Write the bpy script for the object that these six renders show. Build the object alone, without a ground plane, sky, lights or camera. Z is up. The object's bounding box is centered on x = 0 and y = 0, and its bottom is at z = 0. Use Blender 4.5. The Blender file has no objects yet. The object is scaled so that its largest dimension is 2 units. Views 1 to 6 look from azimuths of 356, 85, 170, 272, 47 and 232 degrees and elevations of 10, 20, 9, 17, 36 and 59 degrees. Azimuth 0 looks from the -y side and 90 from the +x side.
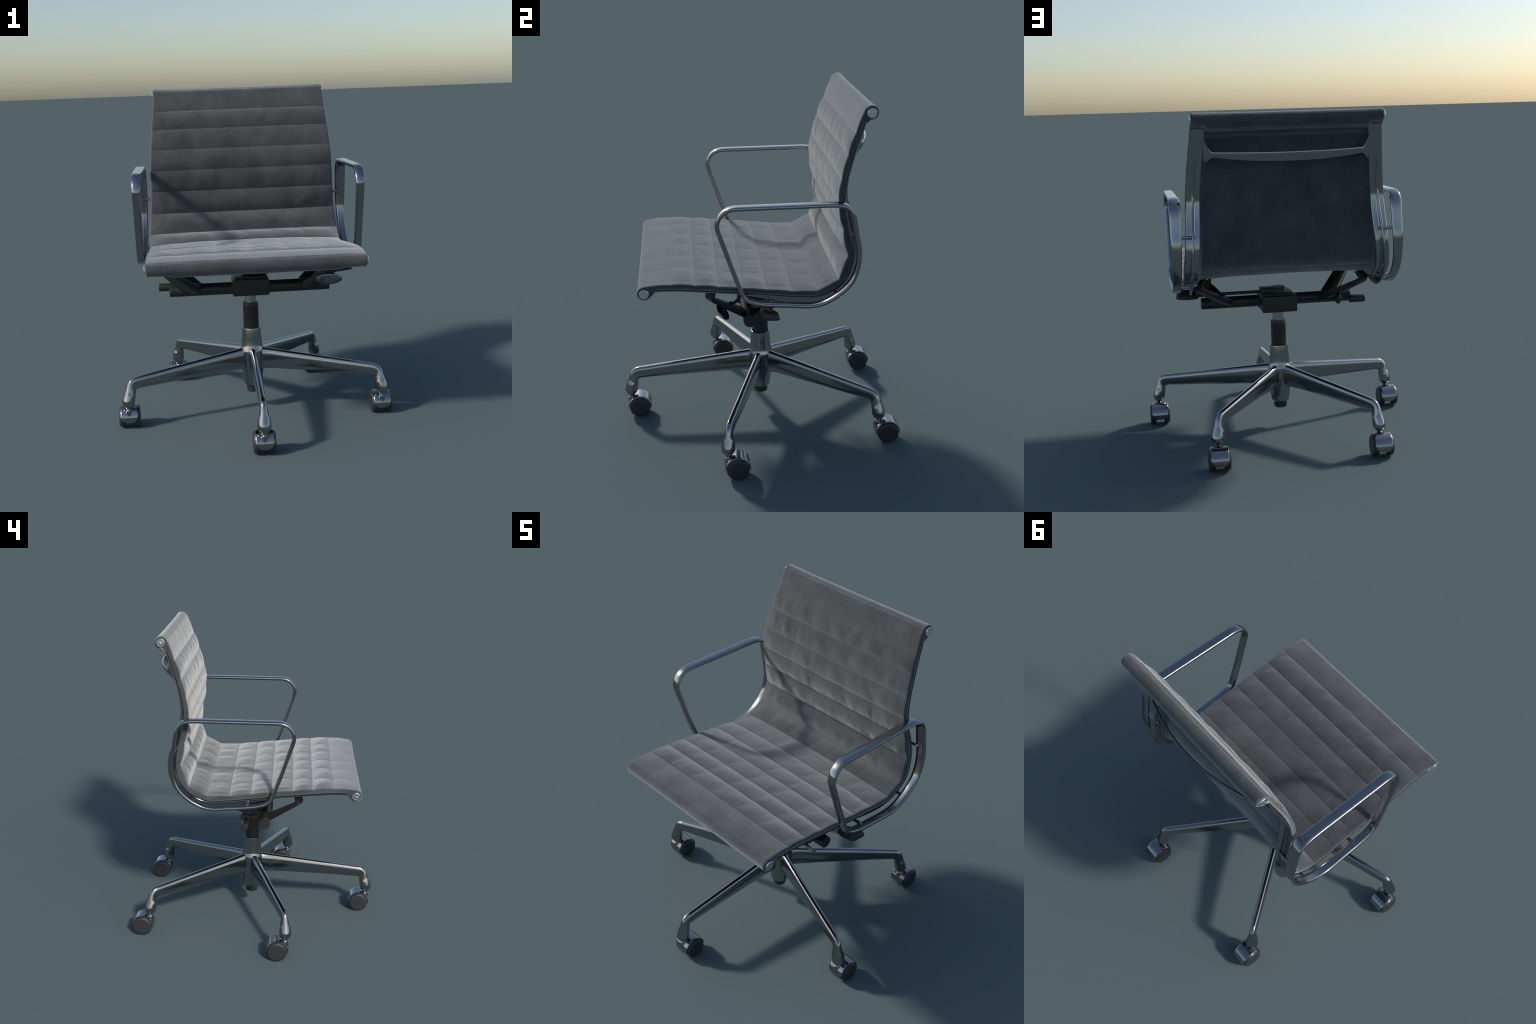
import bpy, bmesh, math, random
import numpy as np
from mathutils import Vector, Matrix, noise

random.seed(7)
rng = np.random.default_rng(7)
PI = math.pi

# ------------------------------------------------------------------ materials
def new_material(name):
    m = bpy.data.materials.new(name)
    m.use_nodes = True
    nt = m.node_tree
    return m, nt, nt.nodes["Principled BSDF"]

def math_node(nt, op, a, b=None, c=None):
    n = nt.nodes.new("ShaderNodeMath"); n.operation = op
    for i, v in enumerate((a, b, c)):
        if v is None: continue
        if isinstance(v, (int, float)): n.inputs[i].default_value = v
        else: nt.links.new(v, n.inputs[i])
    return n.outputs[0]

def fabric_material():
    m, nt, b = new_material("woven_fabric")
    L = nt.links.new
    tc = nt.nodes.new("ShaderNodeTexCoord")
    sep = nt.nodes.new("ShaderNodeSeparateXYZ"); L(tc.outputs["Object"], sep.inputs[0])
    x = sep.outputs[0]
    run = math_node(nt, "ADD", sep.outputs[1], sep.outputs[2])      # follows the sling from front to top
    wob = nt.nodes.new("ShaderNodeTexNoise"); wob.inputs["Scale"].default_value = 9.0
    L(tc.outputs["Object"], wob.inputs["Vector"])
    wv = math_node(nt, "MULTIPLY", math_node(nt, "SUBTRACT", wob.outputs[0], 0.5), 0.012)
    xa = math_node(nt, "ADD", x, wv); ra = math_node(nt, "ADD", run, wv)
    sx = math_node(nt, "SINE", math_node(nt, "MULTIPLY", xa, 2*PI/0.0080))
    sr = math_node(nt, "SINE", math_node(nt, "MULTIPLY", ra, 2*PI/0.0064))
    weave = math_node(nt, "MULTIPLY", sx, sr)                       # basket of over/under threads
    gr = nt.nodes.new("ShaderNodeTexNoise"); gr.inputs["Scale"].default_value = 210.0
    gr.inputs["Detail"].default_value = 2.0
    mp = nt.nodes.new("ShaderNodeMapping"); mp.inputs["Scale"].default_value = (0.35, 1.0, 1.0)
    L(tc.outputs["Object"], mp.inputs[0]); L(mp.outputs[0], gr.inputs["Vector"])
    big = nt.nodes.new("ShaderNodeTexNoise"); big.inputs["Scale"].default_value = 8.0  # soft light and shade of the cloth's folds, painted into the base colour
    big.inputs["Detail"].default_value = 3.0
    L(tc.outputs["Object"], big.inputs["Vector"])
    v = math_node(nt, "ADD", math_node(nt, "MULTIPLY", weave, 0.55),
                  math_node(nt, "MULTIPLY", math_node(nt, "SUBTRACT", gr.outputs[0], 0.5), 0.8))
    v = math_node(nt, "ADD", v, math_node(nt, "MULTIPLY", math_node(nt, "SUBTRACT", big.outputs[0], 0.5), 0.85))
    v = math_node(nt, "ADD", v, 0.5)
    ramp = nt.nodes.new("ShaderNodeValToRGB")
    ramp.color_ramp.elements[0].position = 0.1; ramp.color_ramp.elements[0].color = (0.020, 0.0220, 0.0228, 1)
    ramp.color_ramp.elements[1].position = 0.9; ramp.color_ramp.elements[1].color = (0.098, 0.105, 0.109, 1)
    L(v, ramp.inputs[0]); L(ramp.outputs[0], b.inputs["Base Color"])
    b.inputs["Roughness"].default_value = 0.9
    b.inputs["Specular IOR Level"].default_value = 0.2
    b.inputs["Sheen Weight"].default_value = 0.95
    b.inputs["Sheen Roughness"].default_value = 0.46
    b.inputs["Sheen Tint"].default_value = (0.80, 0.815, 0.82, 1)
    bump = nt.nodes.new("ShaderNodeBump"); bump.inputs["Strength"].default_value = 0.5
    bump.inputs["Distance"].default_value = 0.003
    h = math_node(nt, "ADD", math_node(nt, "MULTIPLY", weave, 0.5), gr.outputs[0])
    L(h, bump.inputs["Height"]); L(bump.outputs[0], b.inputs["Normal"])
    return m

def metal_material(name, col, rough):
    m, nt, b = new_material(name)
    L = nt.links.new
    tc = nt.nodes.new("ShaderNodeTexCoord")
    n = nt.nodes.new("ShaderNodeTexNoise"); n.inputs["Scale"].default_value = 14.0
    n.inputs["Detail"].default_value = 4.0
    L(tc.outputs["Object"], n.inputs["Vector"])
    r = nt.nodes.new("ShaderNodeMapRange")
    r.inputs["To Min"].default_value = rough*0.8; r.inputs["To Max"].default_value = rough*1.25
    L(n.outputs[0], r.inputs[0]); L(r.outputs[0], b.inputs["Roughness"])
    b.inputs["Base Color"].default_value = (*col, 1)
    b.inputs["Metallic"].default_value = 1.0
    return m

def plastic_material(name, col, rough):
    m, nt, b = new_material(name)
    L = nt.links.new
    tc = nt.nodes.new("ShaderNodeTexCoord")
    n = nt.nodes.new("ShaderNodeTexNoise"); n.inputs["Scale"].default_value = 160.0
    L(tc.outputs["Object"], n.inputs["Vector"])
    bump = nt.nodes.new("ShaderNodeBump"); bump.inputs["Strength"].default_value = 0.06
    bump.inputs["Distance"].default_value = 0.002
    L(n.outputs[0], bump.inputs["Height"]); L(bump.outputs[0], b.inputs["Normal"])
    b.inputs["Base Color"].default_value = (*col, 1)
    b.inputs["Roughness"].default_value = rough
    return m

FABRIC = fabric_material()
CHROME = metal_material("polished_aluminium", (0.345, 0.345, 0.345), 0.15)
CAP = metal_material("bright_cap_metal", (0.80, 0.82, 0.83), 0.26)
STEEL = metal_material("dull_steel", (0.38, 0.39, 0.40), 0.34)
BLACK = plastic_material("black_plastic", (0.022, 0.022, 0.022), 0.42)
RUBBER = plastic_material("wheel_rubber", (0.030, 0.030, 0.030), 0.45)

# ------------------------------------------------------------------ helpers
def make_object(name, mesh, parent=None):
    o = bpy.data.objects.new(name, mesh)
    bpy.context.scene.collection.objects.link(o)
    if parent is not None: o.parent = parent
    return o

def mesh_from(name, verts, faces, mat, angle=35, fix=True):
    me = bpy.data.meshes.new(name)
    me.from_pydata([tuple(map(float, v)) for v in verts], [], faces)
    if fix:
        bm = bmesh.new(); bm.from_mesh(me)
        bmesh.ops.remove_doubles(bm, verts=bm.verts, dist=1e-6)
        bmesh.ops.recalc_face_normals(bm, faces=bm.faces)
        bm.to_mesh(me); bm.free()
    me.materials.append(mat)
    if angle >= 180: me.shade_smooth()
    else:
        me.shade_smooth()
        me.set_sharp_from_angle(angle=math.radians(angle))
    return me

def loft(rings, closed=False, caps=True):
    """rings: array (n, m, 3) of closed sections"""
    n, m = len(rings), len(rings[0])
    verts = [p for r in rings for p in r]
    faces = []
    for i in range(n if closed else n-1):
        a, b = i*m, ((i+1) % n)*m
        for j in range(m):
            k = (j+1) % m
            faces.append((a+j, a+k, b+k, b+j))
    if caps and not closed:
        faces.append(tuple(range(m-1, -1, -1)))
        faces.append(tuple((n-1)*m + j for j in range(m)))
    return verts, faces

def lathe(profile, seg=48, axis="z"):
    """profile: list of (radius, height), ends closed on the axis"""
    prof = list(profile)
    if prof[0][0] > 1e-6: prof.insert(0, (0, prof[0][1]))
    if prof[-1][0] > 1e-6: prof.append((0, prof[-1][1]))
    verts, faces = [], []
    for r, h in prof:
        for j in range(seg):
            a = 2*PI*j/seg
            p = (r*math.cos(a), r*math.sin(a), h)
            verts.append(p if axis == "z" else (p[2], p[0], p[1]))
    for i in range(len(prof)-1):
        for j in range(seg):
            k = (j+1) % seg
            faces.append((i*seg+j, i*seg+k, (i+1)*seg+k, (i+1)*seg+j))
    return verts, faces

def shift(part, d):
    verts, faces = part
    return [(v[0]+d[0], v[1]+d[1], v[2]+d[2]) for v in verts], faces

def join(*parts):
    V, F = [], []
    for v, f in parts:
        o = len(V); V += list(v); F += [tuple(i+o for i in q) for q in f]
    return V, F

def superellipse(m, e):
    out = []
    for j in range(m):
        a = 2*PI*j/m
        c, s = math.cos(a), math.sin(a)
        out.append((math.copysign(abs(c)**(2/e), c), math.copysign(abs(s)**(2/e), s)))
    return out

def spline(P, step=None, n=None, closed=False):
    """cubic spline through control points by chord length; returns resampled points"""
    P = np.asarray(P, float)
    if closed:
        k = 4; Q = np.vstack([P[-k:], P, P[:k+1]])
    else: Q = P
    yz = Q[:, :min(Q.shape[1], 3)]
    d = np.r_[0, np.cumsum(np.sqrt(np.linalg.norm(np.diff(yz, axis=0), axis=1)))]
    N = len(Q); A = np.zeros((N, N)); R = np.zeros_like(Q)
    h = np.diff(d); A[0, 0] = A[-1, -1] = 1
    for i in range(1, N-1):
        A[i, i-1] = h[i-1]; A[i, i] = 2*(h[i-1]+h[i]); A[i, i+1] = h[i]
        R[i] = 6*((Q[i+1]-Q[i])/h[i] - (Q[i]-Q[i-1])/h[i-1])
    M = np.linalg.solve(A, R)
    lo, hi = (d[4], d[4+len(P)]) if closed else (d[0], d[-1])
    t = np.linspace(lo, hi, 4000)
    i = np.clip(np.searchsorted(d, t, side="right")-1, 0, N-2)
    u = (t-d[i])[:, None]; hh = h[i][:, None]; w = hh-u
    out = (M[i]*w**3 + M[i+1]*u**3)/(6*hh) + (Q[i]/hh-M[i]*hh/6)*w + (Q[i+1]/hh-M[i+1]*hh/6)*u
    L = np.r_[0, np.cumsum(np.linalg.norm(np.diff(out[:, :3], axis=0), axis=1))]
    if n is None: n = int(L[-1]/step)+2
    s = np.linspace(0, L[-1], n, endpoint=not closed)
    return np.stack([np.interp(s, L, out[:, c]) for c in range(out.shape[1])], 1), s

def smooth(a, k):
    a = a.copy()
    for _ in range(k):
        a[1:-1] = 0.25*a[:-2] + 0.5*a[1:-1] + 0.25*a[2:]
    return a

def sweep(path, wid, thk, wide_axis, e=3.0, m=24, closed=False):
    """rounded-bar sweep; wide_axis = fixed vector of the section's width"""
    path = np.asarray(path, float); n = len(path)
    if closed: tan = np.roll(path, -1, 0)-np.roll(path, 1, 0)
    else: tan = np.gradient(path, axis=0)
    tan /= np.linalg.norm(tan, axis=1)[:, None]
    W = np.broadcast_to(np.asarray(wide_axis, float), (n, 3)).copy()
    W -= (W*tan).sum(1)[:, None]*tan; W /= np.linalg.norm(W, axis=1)[:, None]
    H = np.cross(tan, W)
    sec = superellipse(m, e)
    rings = [[path[i] + W[i]*c*wid[i]/2 + H[i]*s*thk[i]/2 for c, s in sec] for i in range(n)]
    return rings

def rod(p0, p1, r, seg=20, bevel=.18):
    p0, p1 = Vector(p0), Vector(p1)
    q = (p1-p0).to_track_quat("Z", "Y"); L = (p1-p0).length
    b = min(r*bevel, L*0.2)
    v, f = lathe([(r-b, 0), (r, b), (r, L-b), (r-b, L)], seg)
    return [tuple(p0 + q @ Vector(p)) for p in v], f

# ------------------------------------------------------------------ thing
chair = bpy.data.objects.new("office_chair", None)
bpy.context.scene.collection.objects.link(chair)
chair["label"] = "swivel office chair, ribbed grey fabric sling, polished metal frame"
chair["category"] = "office chair"

# ------------------------------------------------------------------ sling line (side profile, y z) where pad meets rail
LINE = [(-.600, 1.0495), (-.541, 1.0545), (-.468, 1.0535), (-.381, 1.0465), (-.263, 1.0355), (-.131, 1.0225),
        (-.063, 1.015), (.039, 1.0025), (.171, .988), (.255, .983), (.315, .988), (.375, 1.010), (.424, 1.043),
        (.465, 1.094), (.488, 1.158), (.493, 1.222), (.483, 1.290), (.463, 1.373), (.448, 1.456), (.443, 1.50),
        (.4445, 1.54), (.4535, 1.604), (.470, 1.671), (.483, 1.716), (.494, 1.750), (.516, 1.812), (.536, 1.870), (.554, 1.922)]
B, Bs = spline(LINE, step=0.004)
B = smooth(B, 12)
Bt = np.gradient(B, axis=0); Bt /= np.linalg.norm(Bt, axis=1)[:, None]
Bn = np.stack([-Bt[:, 1], Bt[:, 0]], 1)          # towards the sitter

def s_at(y, z):
    return Bs[np.argmin((B[:, 0]-y)**2 + (B[:, 1]-z)**2)]

SLEN = Bs[-1]
# half width of the pad along the sling
WIDTH = [(0, .604), (s_at(-.3, 1.04), .608), (s_at(.25, .985), .612), (s_at(.46, 1.09), .6105), (s_at(.488, 1.22), .600),
         (s_at(.46, 1.38), .590), (s_at(.445, 1.53), .584), (s_at(.47, 1.67), .573), (s_at(.51, 1.80), .560), (SLEN, .548)]
def half_width(s):
    return np.interp(s, [a for a, _ in WIDTH], [b for _, b in WIDTH])

SEAMS = [s_at(*p) for p in [(-.488, 1.054), (-.362, 1.045), (-.237, 1.033), (-.107, 1.02), (.022, 1.005), (.156, .99),
                            (.312, .987), (.438, 1.055), (.492, 1.205), (.466, 1.355), (.4435, 1.485), (.4545, 1.608), (.487, 1.735), (.527, 1.848)]]

# ------------------------------------------------------------------ pad
CF, CT, RR = np.array([-.628, 1.039]), np.array([.583, 1.961]), .0392
T0 = 0.0290
# the taut sling cuts the corner of the rails: lift of its middle over its edges
LIFT = [(0, .003), (s_at(-.54, 1.054), .005), (s_at(-.45, 1.052), .007), (s_at(-.36, 1.045), .008), (s_at(-.237, 1.033), .009), (s_at(-.1, 1.02), .012), (s_at(.03, 1.003), .014), (s_at(.156, .99), .020),
        (s_at(.31, .987), .020), (s_at(.438, 1.055), .010), (s_at(.492, 1.205), .008), (s_at(.466, 1.355), .005), (s_at(.4435, 1.485), .001), (s_at(.46, 1.63), .002), (s_at(.49, 1.74), .005), (s_at(.527, 1.848), .008), (s_at(.54, 1.885), .006), (SLEN, .003)]
def lift_at(s): return np.interp(s, [a for a, _ in LIFT], [b for _, b in LIFT])
def build_pad():
    out, pair, par = [], [], []
    tail_f = np.array([-.566, 1.047])
    def add(p, q, s): out.append(p); pair.append(q); par.append(s)
    add(tail_f, CF, -.30)
    for a in np.linspace(-38, -250, 60):
        a = math.radians(a)
        add(CF + RR*np.array([math.cos(a), math.sin(a)]), CF, -.30 + .26*(math.degrees(-a)-38)/212)
    for i in range(len(B)):
        if B[i, 0] > -.575 and B[i, 1] < 1.905:
            edge = .0015*max(0, 1-(B[i, 0]+.575)/.10) if B[i, 0] < -.4 else 0
            add(B[i] + Bn[i]*(T0+edge), B[i], Bs[i])
    tail_t = np.array([.551, 1.902])
    for k, a in enumerate(np.linspace(158, -105, 70)):
        a = math.radians(a)
        add(CT + RR*np.array([math.cos(a), math.sin(a)]), CT, SLEN + .02 + .30*k/69)
    add(tail_t, CT, SLEN+.36)
    out, pair, par = np.array(out), np.array(pair), np.array(par)
    L = np.r_[0, np.cumsum(np.linalg.norm(np.diff(out, axis=0), axis=1))]
    n = int(L[-1]/.0036)
    g = np.linspace(0, L[-1], n)
    out = np.stack([np.interp(g, L, out[:, c]) for c in (0, 1)], 1)
    pair = np.stack([np.interp(g, L, pair[:, c]) for c in (0, 1)], 1)
    par = np.interp(g, L, par)
    out = smooth(out, 8); pair = smooth(pair, 8)
    t = np.gradient(out, axis=0); t /= np.linalg.norm(t, axis=1)[:, None]
    nor = np.stack([-t[:, 1], t[:, 0]], 1)

    # wrapped cloth hangs fuller on the inner side of both cross bars
    angT = np.degrees(np.arctan2(out[:, 1]-CT[1], out[:, 0]-CT[0])); angF = np.degrees(np.arctan2(out[:, 1]-CF[1], out[:, 0]-CF[0]))
    sag = np.where(par > SLEN+.15, .026*np.clip(1-np.abs(angT+92)/85, 0, 1), 0) + np.where(par < -.12, .016*np.clip(1-np.abs(angF+62)/75, 0, 1), 0)
    sag = sag - np.where((par < -.05) & (par > -.20), .0035, 0) - np.where((par > SLEN+.04) & (par < SLEN+.20), .0035, 0)
    sag = smooth(sag, 6)
    # quilting: puffed ribs between stitched seams
    bounds = [-.045] + SEAMS + [SLEN+.05]
    k = np.clip(np.searchsorted(bounds, par, side="right")-1, 0, len(bounds)-2)
    lo, hi = np.array(bounds)[k], np.array(bounds)[k+1]
    p = (par-lo)/(hi-lo)
    inside = (par > bounds[0]) & (par < bounds[-1])
    puff = np.where(inside, np.sin(PI*np.clip(p, 0, 1))**.75, 0.0)
    puff = puff*np.where((k == 0) | (k == len(bounds)-2), .30, 1.0)
    fuller = {7: .011, 8: .025, 9: .017, 10: .004, 13: .003, 1: .002, 2: .001, 3: -.003, 4: -.003, 5: -.003, 6: -.003}
    on_roll = ~inside
    seamd = np.min(np.abs(par[:, None]-np.array(SEAMS)[None]), axis=1)
    groove = np.exp(-(seamd/.005)**2)
    hem = np.exp(-((par-bounds[0])/.006)**2) + np.exp(-((par-bounds[-1])/.006)**2)

    hw = half_width(np.clip(par, 0, SLEN)) - .0015*groove
    NX = 150
    u = np.linspace(-1, 1, NX)
    u = np.sign(u)*(1-(1-np.abs(u))**1.15)        # denser at the sides
    phases = rng.uniform(-.9, .9, len(bounds)+1); amp = rng.uniform(.7, 1.3, len(bounds)+1)
    ER = .013
    rows = []
    for i in range(len(out)):
        x = u*hw[i]
        d = np.clip(np.abs(x)-(hw[i]-ER), 0, ER)
        inset = ER-np.sqrt(np.maximum(ER**2-d**2, 0))
        fall = np.clip((hw[i]-np.abs(x))/.07, 0, 1)**.8
        bow = .030*(p[i]-.5)**2*4                                     # pucker lines bow across each rib
        pillow = np.abs(np.sin(PI*(x+bow)/.196 + .35*phases[k[i]]))**.6 - .75
        bumps = pillow if k[i] <= 7 else np.cos(2*PI*x/.225 + phases[k[i]]*.8)*.5 + np.cos(2*PI*x/.137 + phases[k[i]]*3)*.35
        nz = np.array([noise.noise(Vector((xx*11, par[i]*7, 3.1))) + .55*noise.noise(Vector((xx*19, par[i]*13, 8.3))) for xx in x])
        wide = np.clip((hw[i]-np.abs(x))/.22, 0, 1)**.7
        lf = float(lift_at(np.clip(par[i], 0, SLEN)))*(1-np.abs(u)**3)*float(np.clip(1+min(par[i], SLEN-par[i], 0)/.10, 0, 1))
        crease = np.array([(1-min(1, abs(noise.noise(Vector((xx*13, par[i]*5+40*k[i], 5.7))))*2.2))**3 for xx in x])
        wr = max(puff[i], .35*float(inside[i]))
        disp = (.0120*(.22+.78*fall) + fuller.get(int(k[i]), 0)*(.30+.70*wide))*puff[i] + wr*fall*((.0052 if k[i] <= 7 else .0016)*bumps + (.0026 if k[i] <= 7 else .0044)*nz - (.0012 if k[i] <= 7 else .0016)*crease) - .0008*groove[i] - .0014*hem[i] + lf
        if on_roll[i]: disp = disp + .0007*nz
        if sag[i] != 0:
            disp = disp + (sag[i]*np.clip((.478-np.abs(x))/.022, 0, 1) if sag[i] > 0 else sag[i]*(1-u**4))
        q = out[i][None] + nor[i][None]*disp[:, None]
        to = pair[i]-out[i]; to = to/np.linalg.norm(to)
        q = q + to[None]*inset[:, None]
        rows.append(np.c_[x, q])
    # back face of the sling, between the two tails
    back = []
    keep = [j for j in range(len(B)) if B[j, 0] > -.566 and B[j, 1] < 1.905]
    bpts = [np.array([-.566, 1.047])] + [B[j] + Bn[j]*.003 for j in keep] + [np.array([.551, 1.902])]
    bs = [Bs[keep[0]]] + [Bs[j] for j in keep] + [Bs[keep[-1]]]
    bn = [Bn[keep[0]]] + [Bn[j] for j in keep] + [Bn[keep[-1]]]
    for i in range(len(bpts)):
        h = float(half_width(bs[i]))-.006; x = u*h
        pf = 0.0
        kk = int(np.clip(np.searchsorted(bounds, bs[i])-1, 0, len(bounds)-2))
        pp = (bs[i]-bounds[kk])/(bounds[kk+1]-bounds[kk]); pf = max(0, 1-abs(2*pp-1)**2.2)
        mid = np.clip((h-.076-np.abs(x))/.022, 0, 1); mid = mid*mid*(3-2*mid)
        endf = min(1, max(0, min(i, len(bpts)-1-i)/14))
        low = np.clip((1.34-B[keep[min(max(i-1, 0), len(keep)-1)], 1])/.12, 0, 1)*np.clip((bs[i]-SEAMS[5])/.08, 0, 1)
        thin = ((.015+.009*low)*mid + 1.0*max(0, float(lift_at(bs[i])))*(1-np.abs(u)**3)*mid)*endf
        nz = np.array([noise.noise(Vector((xx*6, bs[i]*8, 21.0))) for xx in x])
        q = bpts[i][None] + bn[i][None]*(thin - (.005*pf + .0035*nz)*mid*endf)[:, None]
        back.append(np.c_[x, q])
    V = np.vstack([np.vstack(rows), np.vstack(back)])
    no, nb = len(rows), len(back)
    F, tag = [], []
    split = .5*(SEAMS[7]+SEAMS[8])
    for i in range(no-1):
        for j in range(NX-1):
            a = i*NX+j; F.append((a, a+1, a+NX+1, a+NX)); tag.append(par[i] >= SEAMS[7])
    o = no*NX
    for i in range(nb-1):
        for j in range(NX-1):
            a = o+i*NX+j; F.append((a, a+NX, a+NX+1, a+1)); tag.append(bs[i] >= SEAMS[7])
    # side walls: stitch outer edge to back edge, nearest by sling position
    pars_b = np.array(bs)
    for side in (0, NX-1):
        ib = 0
        for i in range(no-1):
            if par[i] < bs[0]: tgt = 0
            elif par[i] > bs[-1]: tgt = nb-1
            else: tgt = int(np.argmin(np.abs(pars_b-par[i+1])))
            tgt = max(tgt, ib)
            a, b = i*NX+side, (i+1)*NX+side
            c = o+ib*NX+side
            f = [a, b]
            f += [o+q*NX+side for q in range(tgt, ib-1, -1)]
            F.append(tuple(f) if side else tuple(reversed(f))); tag.append(par[i] >= SEAMS[7])
            ib = tgt
    me = bpy.data.meshes.new("sling")
    me.from_pydata(V.tolist(), [], F)
    bm = bmesh.new(); bm.from_mesh(me)
    bm.faces.ensure_lookup_table()
    lay = bm.faces.layers.int.new("part")
    for f, t_ in zip(bm.faces, tag): f[lay] = int(t_)
    bmesh.ops.remove_doubles(bm, verts=bm.verts, dist=1e-5)
    bmesh.ops.recalc_face_normals(bm, faces=bm.faces)
    bm.normal_update()
    bm.verts.index_update()
    nrm = {v.index: v.normal.copy() for v in bm.verts}
    pieces = []
    for val in (0, 1):
        idx, vs, fs = {}, [], []
        for f in bm.faces:
            if f[lay] != val: continue
            q = []
            for v in f.verts:
                if v.index not in idx:
                    idx[v.index] = len(vs); vs.append(v.index)
                q.append(idx[v.index])
            fs.append(q)
        bm.verts.ensure_lookup_table()
        pm = bpy.data.meshes.new(("seat", "backrest")[val])
        pm.from_pydata([bm.verts[i].co[:] for i in vs], [], fs)
        pm.materials.append(FABRIC)
        pm.shade_smooth()
        pm.normals_split_custom_set_from_vertices([nrm[i][:] for i in vs])
        pieces.append(make_object(("seat", "backrest")[val], pm, chair))
    bm.free(); bpy.data.meshes.remove(me)
    return pieces
build_pad()

# ------------------------------------------------------------------ end caps of the two cross bars
def cap_mesh():
    v, f = lathe([(.0255, -.004), (.0265, .001), (.0262, .004), (.0235, .0062), (.0198, .0062), (.0190, .0030),
                  (.0168, .0030), (.0160, .0062), (.0, .0066)], 48, "x")
    star = []
    for j in range(12):                                    # small raised star screw head
        a = 2*PI*j/12; r = .0085 if j % 4 == 0 else (.0035 if j % 2 == 0 else .0045)
        star.append((r*math.cos(a), r*math.sin(a)))
    rings = [[(.0062, y, z) for y, z in star], [(.0085, y*.8, z*.8) for y, z in star]]
    return mesh_from("end_cap", *join((v, f), loft(rings)), CAP, 30)
cm = cap_mesh()
for c, w in ((CF, .6035), (CT, .548)):
    for sgn in (1, -1):
        o = make_object("end_cap", cm, chair)
        o.location = (sgn*w, c[0], c[1])
        if sgn < 0: o.rotation_euler = (0, 0, PI)

# ------------------------------------------------------------------ side rails: flange with a deepening rib
RIB = [(0, 0), (s_at(-.40, 1.05), .000), (s_at(-.29, 1.04), .004), (s_at(-.146, 1.024), .012), (s_at(.0, 1.007), .026), (s_at(.12, .993), .038),
       (s_at(.25, .983), .046), (s_at(.42, 1.04), .050), (s_at(.49, 1.16), .048), (s_at(.485, 1.28), .043), (s_at(.455, 1.42), .027), (s_at(.4445, 1.54), .012),
       (s_at(.47, 1.67), .004), (s_at(.50, 1.77), 0), (SLEN, 0)]
def rail_mesh(sgn):
    sel = [i for i in range(0, len(B), 2) if B[i, 0] > -.592]
    rings = []
    d_all = smooth(np.interp(Bs, [a for a, _ in RIB], [b for _, b in RIB]), 60)
    for i in sel:
        xo = float(half_width(Bs[i]))-.004; xi = xo-.080; xr = xo-.039; d = d_all[i]
        k = min(1, d/.006)
        th = .0085
        sec = [(xo, .0015), (xo, .006), (xo-.0025, th), (xr+.0075+.004*k, th), (xr+.0068, th+.003*k), (xr+.0062, th+max(d-.003, 0)), (xr+.0035, th+d),
               (xr-.0035, th+d), (xr-.0062, th+max(d-.003, 0)), (xr-.0068, th+.003*k), (xr-.0075-.004*k, th), (xi+.0025, th), (xi, .006), (xi, .0015)]
        rings.append([(sgn*x, B[i, 0]-Bn[i, 0]*(q-.0006), B[i, 1]-Bn[i, 1]*(q-.0006)) for x, q in sec])
    return mesh_from("side_rail", *loft(rings), CHROME, 32)
PEGS = [(.498, 1.300), (.400, .998), (.045, .974)]
for sgn in (1, -1):
    rail = make_object("side_rail", rail_mesh(sgn), chair)
    for y, z in PEGS:                                    # domed bolt heads on the inner face of the rib
        i = int(np.argmin((B[:, 0]-y)**2+(B[:, 1]-z)**2))
        xr = float(half_width(Bs[i]))-.044
        v, f = lathe([(.0095, 0), (.0095, .003), (.0075, .0065), (.004, .0085), (0, .009)], 20, "x")
        v = [(sgn*(xr-.006-p[0]), p[1]+y, p[2]+z) for p in v]
        make_object("rail_bolt", mesh_from("rail_bolt", v, f, CHROME, 40), rail)

# ------------------------------------------------------------------ armrests: closed loops of flattened bar
ARM = [(.40, 1.508, .064), (.30, 1.510, .061), (.08, 1.5095, .060), (-.10, 1.509, .058), (-.148, 1.5075, .057), (-.180, 1.499, .056), (-.207, 1.480, .055),
       (-.226, 1.452, .053), (-.2345, 1.415, .050), (-.224, 1.368, .049), (-.192, 1.272, .048), (-.155, 1.160, .048), (-.118, 1.058, .048),
       (-.103, 1.022, .048), (-.076, .996, .048), (-.036, .981, .049), (.01, .971, .051), (.10, .963, .052), (.206, .954, .053),
       (.262, .952, .054), (.322, .963, .054), (.380, .991, .053), (.436, 1.032, .053), (.479, 1.083, .054), (.503, 1.143, .056),
       (.5135, 1.207, .060), (.511, 1.268, .064), (.503, 1.314, .066), (.491, 1.386, .068), (.481, 1.440, .069), (.466, 1.474, .069), (.442, 1.497, .068)]
def arm_mesh(sgn):
    P, s = spline([(y, z, 0, w) for y, z, w in ARM], n=260, closed=True)
    path = np.c_[np.full(len(P), sgn*.6485), P[:, 0], P[:, 1]]
    rings = sweep(path, P[:, 3], np.full(len(P), .0245), (1, 0, 0), e=3.0, m=28, closed=True)
    return mesh_from("armrest", *loft(rings, closed=True), CHROME, 180)
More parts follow.
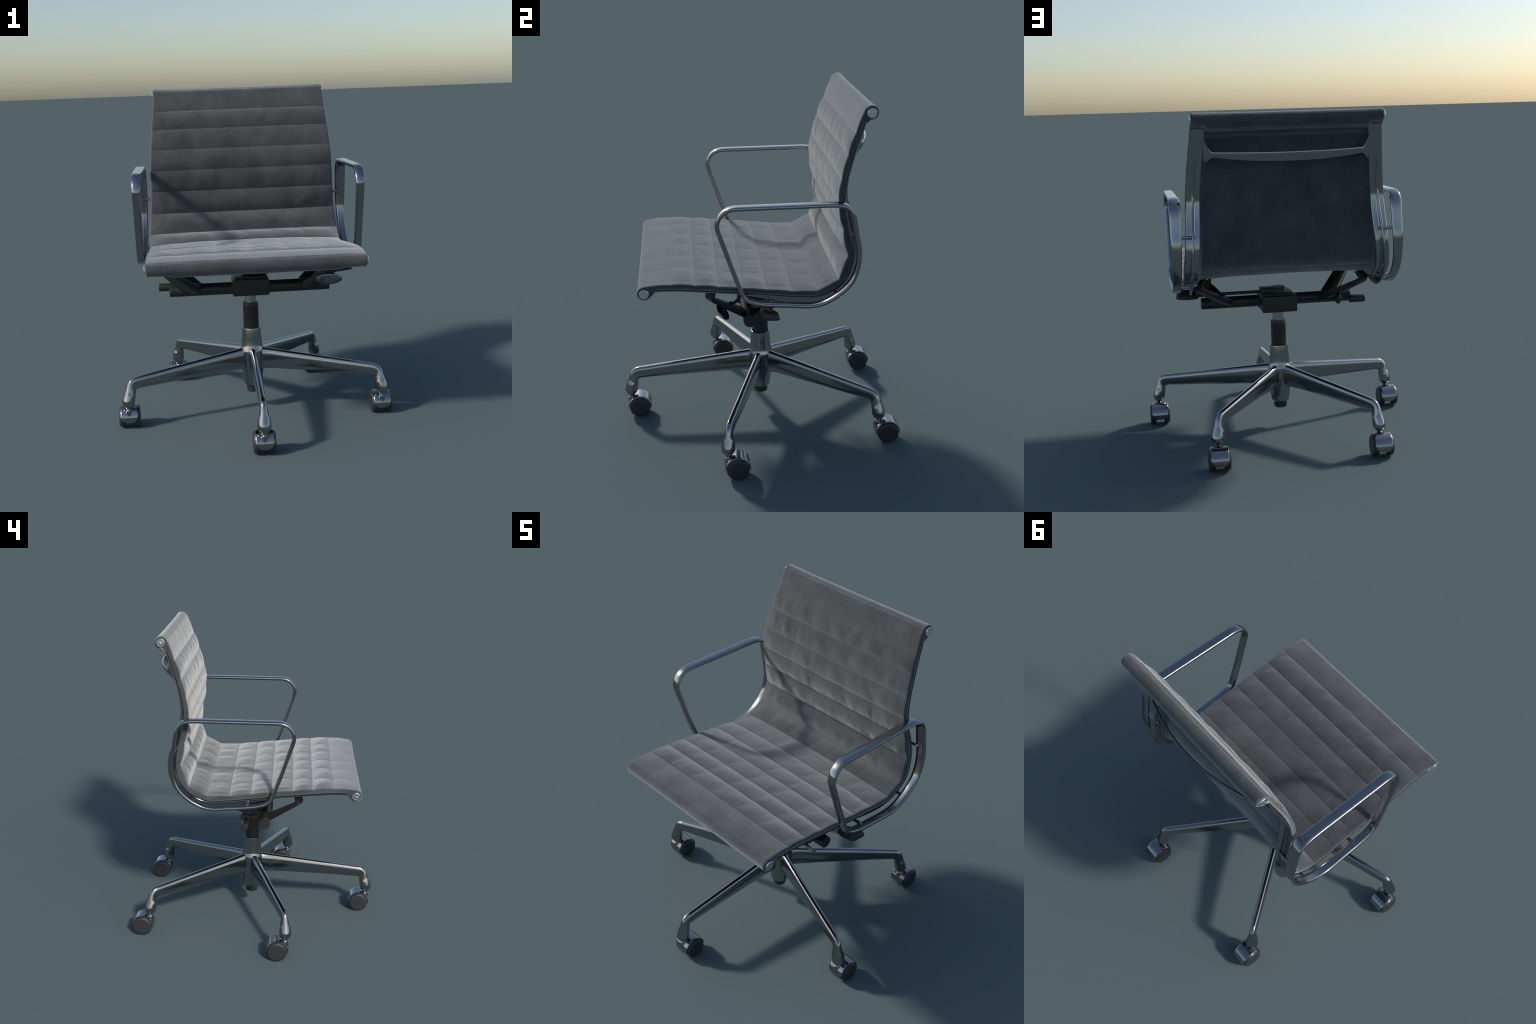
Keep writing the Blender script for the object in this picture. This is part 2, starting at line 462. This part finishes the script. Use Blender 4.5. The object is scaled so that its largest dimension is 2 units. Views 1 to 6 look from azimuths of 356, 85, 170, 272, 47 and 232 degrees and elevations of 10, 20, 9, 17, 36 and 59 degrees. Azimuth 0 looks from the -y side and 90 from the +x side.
for sgn in (1, -1):
    arm = make_object("armrest", arm_mesh(sgn), chair)
    for y, z in PEGS:
        prof = [(.0095, .552), (.0095, .604), (.0105, .612), (.0115, .622), (.0115, .640)]
        v, f = lathe(prof, 20, "x")
        v = [(sgn*p[0], p[1]+y, p[2]+z) for p in v]
        make_object("spacer_peg", mesh_from("spacer_peg", v, f, CHROME, 40), arm)

# ------------------------------------------------------------------ bowed handle behind the backrest
def handle_mesh():
    xs = np.r_[-.478, -.474, np.linspace(-.468, -.395, 14), np.linspace(-.37, .37, 41), np.linspace(.395, .468, 14), .474, .478]
    rings = []
    for x in xs:
        a = abs(x)/.478
        flare = max(0, (abs(x)-.432)/.046)
        top = 1.774 + .008*a**2 + .086*flare**1.5
        bot = 1.720 + .034*min(a, .87)**2.4 - .040*flare**1.4
        th = .0125
        ring = []
        for c, s in superellipse(16, 3.2):
            z = (top+bot)/2 + s*(top-bot)/2
            bar = .631 - .45*x*x + (z-1.745)*.22
            foot = .510 + (z-1.745)*.315
            f = flare**1.3
            ring.append((x, bar*(1-f) + foot*f + c*th/2, z))
        rings.append(ring)
    return mesh_from("backrest_handle", *loft(rings), CHROME, 50)
make_object("backrest_handle", handle_mesh(), chair)

# ------------------------------------------------------------------ five-star base
CX, CY = 0.0, 0.037
base = make_object("star_base", mesh_from("star_base", *lathe([
    (.0, .49), (.0488, .49), (.0492, .523), (.0520, .5275), (.0558, .5255), (.0570, .519), (.0605, .465), (.0648, .418), (.0675, .403), (.0720, .392), (.0745, .380), (.0745, .355),
    (.0715, .30), (.0655, .25), (.0610, .21), (.0570, .172), (.0545, .163), (.049, .159)], 64), CHROME, 40), chair)
base.location = (CX, CY, 0)
plug = make_object("column_plug", mesh_from("column_plug", *lathe([(.036, .116), (.0405, .120), (.041, .128), (.041, .17)], 40), BLACK, 40), base)

def leg_mesh():
    def top(r): return .3990 - .1190*(r-.067)
    def bot(r): return .2655 - .0000*(r-.1) - .0195*max(0, (r-.1)/.66)**1.5
    st = []                                             # (outer point, inner point, half width, exponent)
    for r, extra, hw in [(.035, .004, .034), (.055, .004, .033), (.066, .003, .031), (.078, .002, .0288), (.095, .001, .0272), (.12, 0, .0265)]:
        st.append(((r, top(r)+extra*.4), (r, bot(r)-extra*1.6), hw, 2.7))
    for r in np.linspace(.16, .70, 12):
        st.append(((r, top(r)), (r, bot(r)), .0262-.0035*(r-.16)/.54, 2.9))
    st += [((.735, .3195), (.735, .2465), .0226, 2.9), ((.766, .3165), (.750, .244), .0222, 2.8), ((.789, .306), (.755, .240), .0220, 2.7),
           ((.802, .290), (.757, .233), .0222, 2.5), ((.8095, .271), (.7580, .224), .0255, 2.4), ((.8180, .243), (.7595, .212), .0297, 2.25),
           ((.8285, .216), (.7615, .200), .0335, 2.1), ((.8380, .192), (.7635, .186), .0370, 2.0), ((.8445, .174), (.7650, .172), .0395, 2.0),
           ((.8435, .164), (.7655, .164), .0390, 2.0), ((.8400, .152), (.7690, .152), .0355, 2.0), ((.8350, .142), (.7740, .142), .0305, 2.0), ((.827, .1355), (.782, .1355), .0225, 2.0), ((.816, .134), (.794, .134), .011, 2.0)]
    # densify the stations smoothly
    A = np.array([[*o, *i, h, e] for o, i, h, e in st])
    d = np.r_[0, np.cumsum(np.linalg.norm(np.diff((A[:, :2]+A[:, 2:4])/2, axis=0), axis=1)+.004)]
    t = np.linspace(0, d[-1], 110)
    A = np.stack([np.interp(t, d, A[:, c]) for c in range(6)], 1)
    A = smooth(A, 3)
    rings = []
    for ro, zo, ri, zi, h, e in A:
        ring = []
        for c, s in superellipse(32, e):
            f = (1+s)/2
            side = 1.0 - .13*f if e > 2.2 else 1.0       # slightly narrower along the top
            ring.append((ri+(ro-ri)*f, c*h*side, zi+(zo-zi)*f))
        rings.append(ring)
    return mesh_from("leg", *loft(rings), CHROME, 60)
lm = leg_mesh()
ANG = [math.radians(-90+72*i) for i in range(5)]
for a in ANG:
    o = make_object("leg", lm, base)
    o.rotation_euler = (0, 0, a)

# ------------------------------------------------------------------ casters
def hood_mesh():
    R0, zc, yc = .0715, .064, .049
    outer, inner = [], []
    NTH, NX = 46, 22
    V, F = [], []
    for lay in (0, 1):
        for i in range(NTH):
            th = math.radians(-108 + 216*i/(NTH-1))
            q = max(0, (abs(math.degrees(th))-78)/30)
            w = .0505-.028*q**2.0
            for j in range(NX):
                u = -1+2*j/(NX-1); x = math.copysign(1-(1-abs(u))**1.5, u)*w
                r = R0 - .0022*max(0, (abs(x)-(w-.006))/.006)**2.2 - (.005 if lay else 0)
                V.append((x, yc+r*math.sin(th), zc+r*math.cos(th)))
    n = NTH*NX
    for i in range(NTH-1):
        for j in range(NX-1):
            a = i*NX+j
            F.append((a, a+1, a+NX+1, a+NX)); F.append((n+a, n+a+NX, n+a+NX+1, n+a+1))
    for i in range(NTH-1):
        for j in (0, NX-1):
            a = i*NX+j; F.append((a, a+NX, n+a+NX, n+a))
    for j in range(NX-1):
        for i in (0, NTH-1):
            a = i*NX+j; F.append((a, a+1, n+a+1, n+a))
    return mesh_from("caster_hood", V, F, CHROME, 40)
def wheel_mesh():
    v, f = lathe([(.020, .025), (.050, .025), (.0575, .0268), (.0620, .0310), (.0636, .0365), (.0636, .0470), (.0625, .0535), (.0595, .0588),
                  (.0545, .0616), (.0480, .0622), (.0300, .0622), (.0, .0622)], 56, "x")
    return mesh_from("wheel", v, f, RUBBER, 45)
stem_v = lathe([(.0195, .066), (.0198, .112), (.0188, .1175), (.0150, .1205), (.0138, .124), (.0155, .1275), (.0175, .1310), (.0170, .145)], 32)
axle_v = rod((-.058, .049, .064), (.058, .049, .064), .010)
hm, wm = hood_mesh(), wheel_mesh()
sm = mesh_from("caster_stem", *join(stem_v, axle_v), CHROME, 40)
RP = .8050
for a in ANG:
    px, py = CX+RP*math.cos(a), CY+RP*math.sin(a)
    st = make_object("caster", sm, chair); st.location = (px, py, 0)
    make_object("caster_hood", hm, st)
    for sgn in (1, -1):
        w = make_object("wheel", wm, st)
        w.location = (0, .049, .0636)
        if sgn < 0: w.rotation_euler = (0, 0, PI)

# ------------------------------------------------------------------ gas column
col = make_object("gas_column", mesh_from("gas_column", *lathe([(.0475, .49), (.0475, .655), (.0482, .659), (.0478, .683), (.0455, .6865), (.0365, .6865), (.0362, .682)], 56), BLACK, 35), chair)
col.location = (CX, CY, 0)
make_object("piston", mesh_from("piston", *lathe([(.0352, .67), (.0352, .76)], 40), STEEL, 35), col)

# ------------------------------------------------------------------ tilt mechanism
def rounded_box(x0, x1, y0, y1, z0, z1, r):
    bm = bmesh.new()
    bmesh.ops.create_cube(bm, size=1)
    for v in bm.verts:
        v.co = Vector(((x0+x1)/2+v.co.x*(x1-x0), (y0+y1)/2+v.co.y*(y1-y0), (z0+z1)/2+v.co.z*(z1-z0)))
    bmesh.ops.bevel(bm, geom=bm.edges[:], offset=r, segments=3, affect="EDGES", profile=.6)
    bm.verts.index_update()
    r_ = [tuple(v.co) for v in bm.verts], [tuple(v.index for v in f.verts) for f in bm.faces]
    bm.free(); return r_
housing = make_object("tilt_housing", mesh_from("tilt_housing", *join(
    rounded_box(-.109, .109, -.103, .132, .752, .854, .008),
    rounded_box(-.093, .098, -.085, .112, .850, .868, .006),
    rounded_box(.0, .113, .0, .085, .862, .900, .006),
    shift(lathe([(.052, .855), (.052, .896), (.048, .901)], 40), (-.0, .043, 0)),
    rod((-.118, -.058, .798), (.118, -.058, .798), .044, 40)), BLACK, 40), chair)
make_object("cross_tube", mesh_from("cross_tube", *join(
    rod((-.462, -.058, .798), (.452, -.058, .798), .0372, 40, .04),
    rod((-.491, -.058, .798), (-.4625, -.058, .798), .0366, 40, .06), rod((.4525, -.058, .798), (.477, -.058, .798), .0366, 40, .06)), BLACK, 40), housing)
def strut_mesh(sgn, front):
    """flat cast bar, straight from the cross tube, cranked up under the rail"""
    if front:
        P = [(.350, -.084, .800, .104, .046), (.370, -.108, .817, .103, .045), (.480, -.247, .930, .084, .028), (.503, -.274, .953, .078, .025), (.512, -.277, .972, .070, .022), (.514, -.268, .996, .060, .020), (.514, -.262, 1.030, .060, .020)]
        wide = (1, .55, 0)
    else:
        P = [(.318, -.034, .800, .084, .040), (.340, -.004, .815, .080, .038), (.488, .176, .926, .056, .031), (.512, .204, .944, .055, .031), (.514, .216, .962, .055, .030), (.492, .216, .994, .054, .030), (.484, .212, 1.010, .054, .030)]
        wide = (1, -.6, 0)
    A = np.array(P); d = np.r_[0, np.cumsum(np.linalg.norm(np.diff(A[:, :3], axis=0), axis=1))]
    t = np.linspace(0, d[-1], 48)
    Q = smooth(np.stack([np.interp(t, d, A[:, c]) for c in range(5)], 1), 2)
    path = Q[:, :3].copy(); path[:, 0] *= sgn
    rings = sweep(path, Q[:, 3], Q[:, 4], (wide[0]*sgn, wide[1], wide[2]), e=9.0, m=32)
    return mesh_from("strut", *loft(rings), BLACK, 30)
for sgn in (1, -1):
    for fr in (True, False):
        make_object("strut", strut_mesh(sgn, fr), housing)

# tension knob on its rod, with hanger ring
make_object("tension_knob", mesh_from("tension_knob", *join(
    rod((-.559, .065, .798), (-.458, .065, .798), .0245, 32), rod((-.462, .065, .798), (-.10, .065, .798), .0115, 20),
    rod((-.398, .062, .806), (-.374, .062, .806), .036, 28)), BLACK, 40), housing)

# black paddle lever
def paddle_mesh():
    corners = [(.494, .022), (.505, .000), (.552, -.014), (.622, -.008), (.636, .010), (.640, .078), (.630, .092), (.578, .094), (.515, .060)]
    P = []
    for i, p in enumerate(corners):                       # clipped corners
        a, b = corners[i-1], corners[(i+1) % len(corners)]
        p = np.array(p)
        P += [p+(np.array(a)-p)*.12, p, p+(np.array(b)-p)*.12]
    P = np.array(P); c = P.mean(0)
    def ring(z, k): return [(*(c+(p-c)*k), z - (.16 if z > .87 else .03)*(p[1]-.03) + .10*(p[0]-.57)) for p in P]
    rings = [ring(.858, .5), ring(.858, .93), ring(.861, .985), ring(.869, 1.0), ring(.886, .95), ring(.897, .86), ring(.900, .76), ring(.901, .4)]
    return mesh_from("height_lever", *join(loft(rings), rod((.10, .042, .874), (.53, .042, .874), .0105, 18)), BLACK, 28)
make_object("height_lever", paddle_mesh(), housing)

# polished oval tilt lever on a short black stalk
def oval_mesh():
    n = Vector((-.05, -.74, -.67)).normalized(); X = Vector((1, 0.02, .06)); X = (X-n*X.dot(n)).normalized(); Y = n.cross(X)
    c = Vector((.456, -.213, .853))
    rings = []
    for k, off in [(.25, .0), (.60, .0006), (.86, -.002), (.97, -.006), (1.0, -.011), (.985, -.014), (.93, -.014), (.86, -.009), (.6, -.005), (.2, -.004)]:
        rings.append([tuple(c + n*(off+.006) + X*(.079*k*math.cos(2*PI*j/56)) + Y*(.052*k*math.sin(2*PI*j/56))) for j in range(56)])
    return mesh_from("tilt_lever", *loft(rings), CHROME, 50)
tl = make_object("tilt_lever", oval_mesh(), housing)
make_object("lever_stalk", mesh_from("lever_stalk", *join(rod((.453, -.210, .857), (.415, -.118, .905), .0095, 18), rod((.436, -.168, .879), (.428, -.149, .889), .020, 20), rod((.453, -.211, .8555), (.449, -.201, .861), .019, 20), rod((.415, -.120, .904), (.412, -.10, .955), .010, 18)), BLACK, 40), housing)
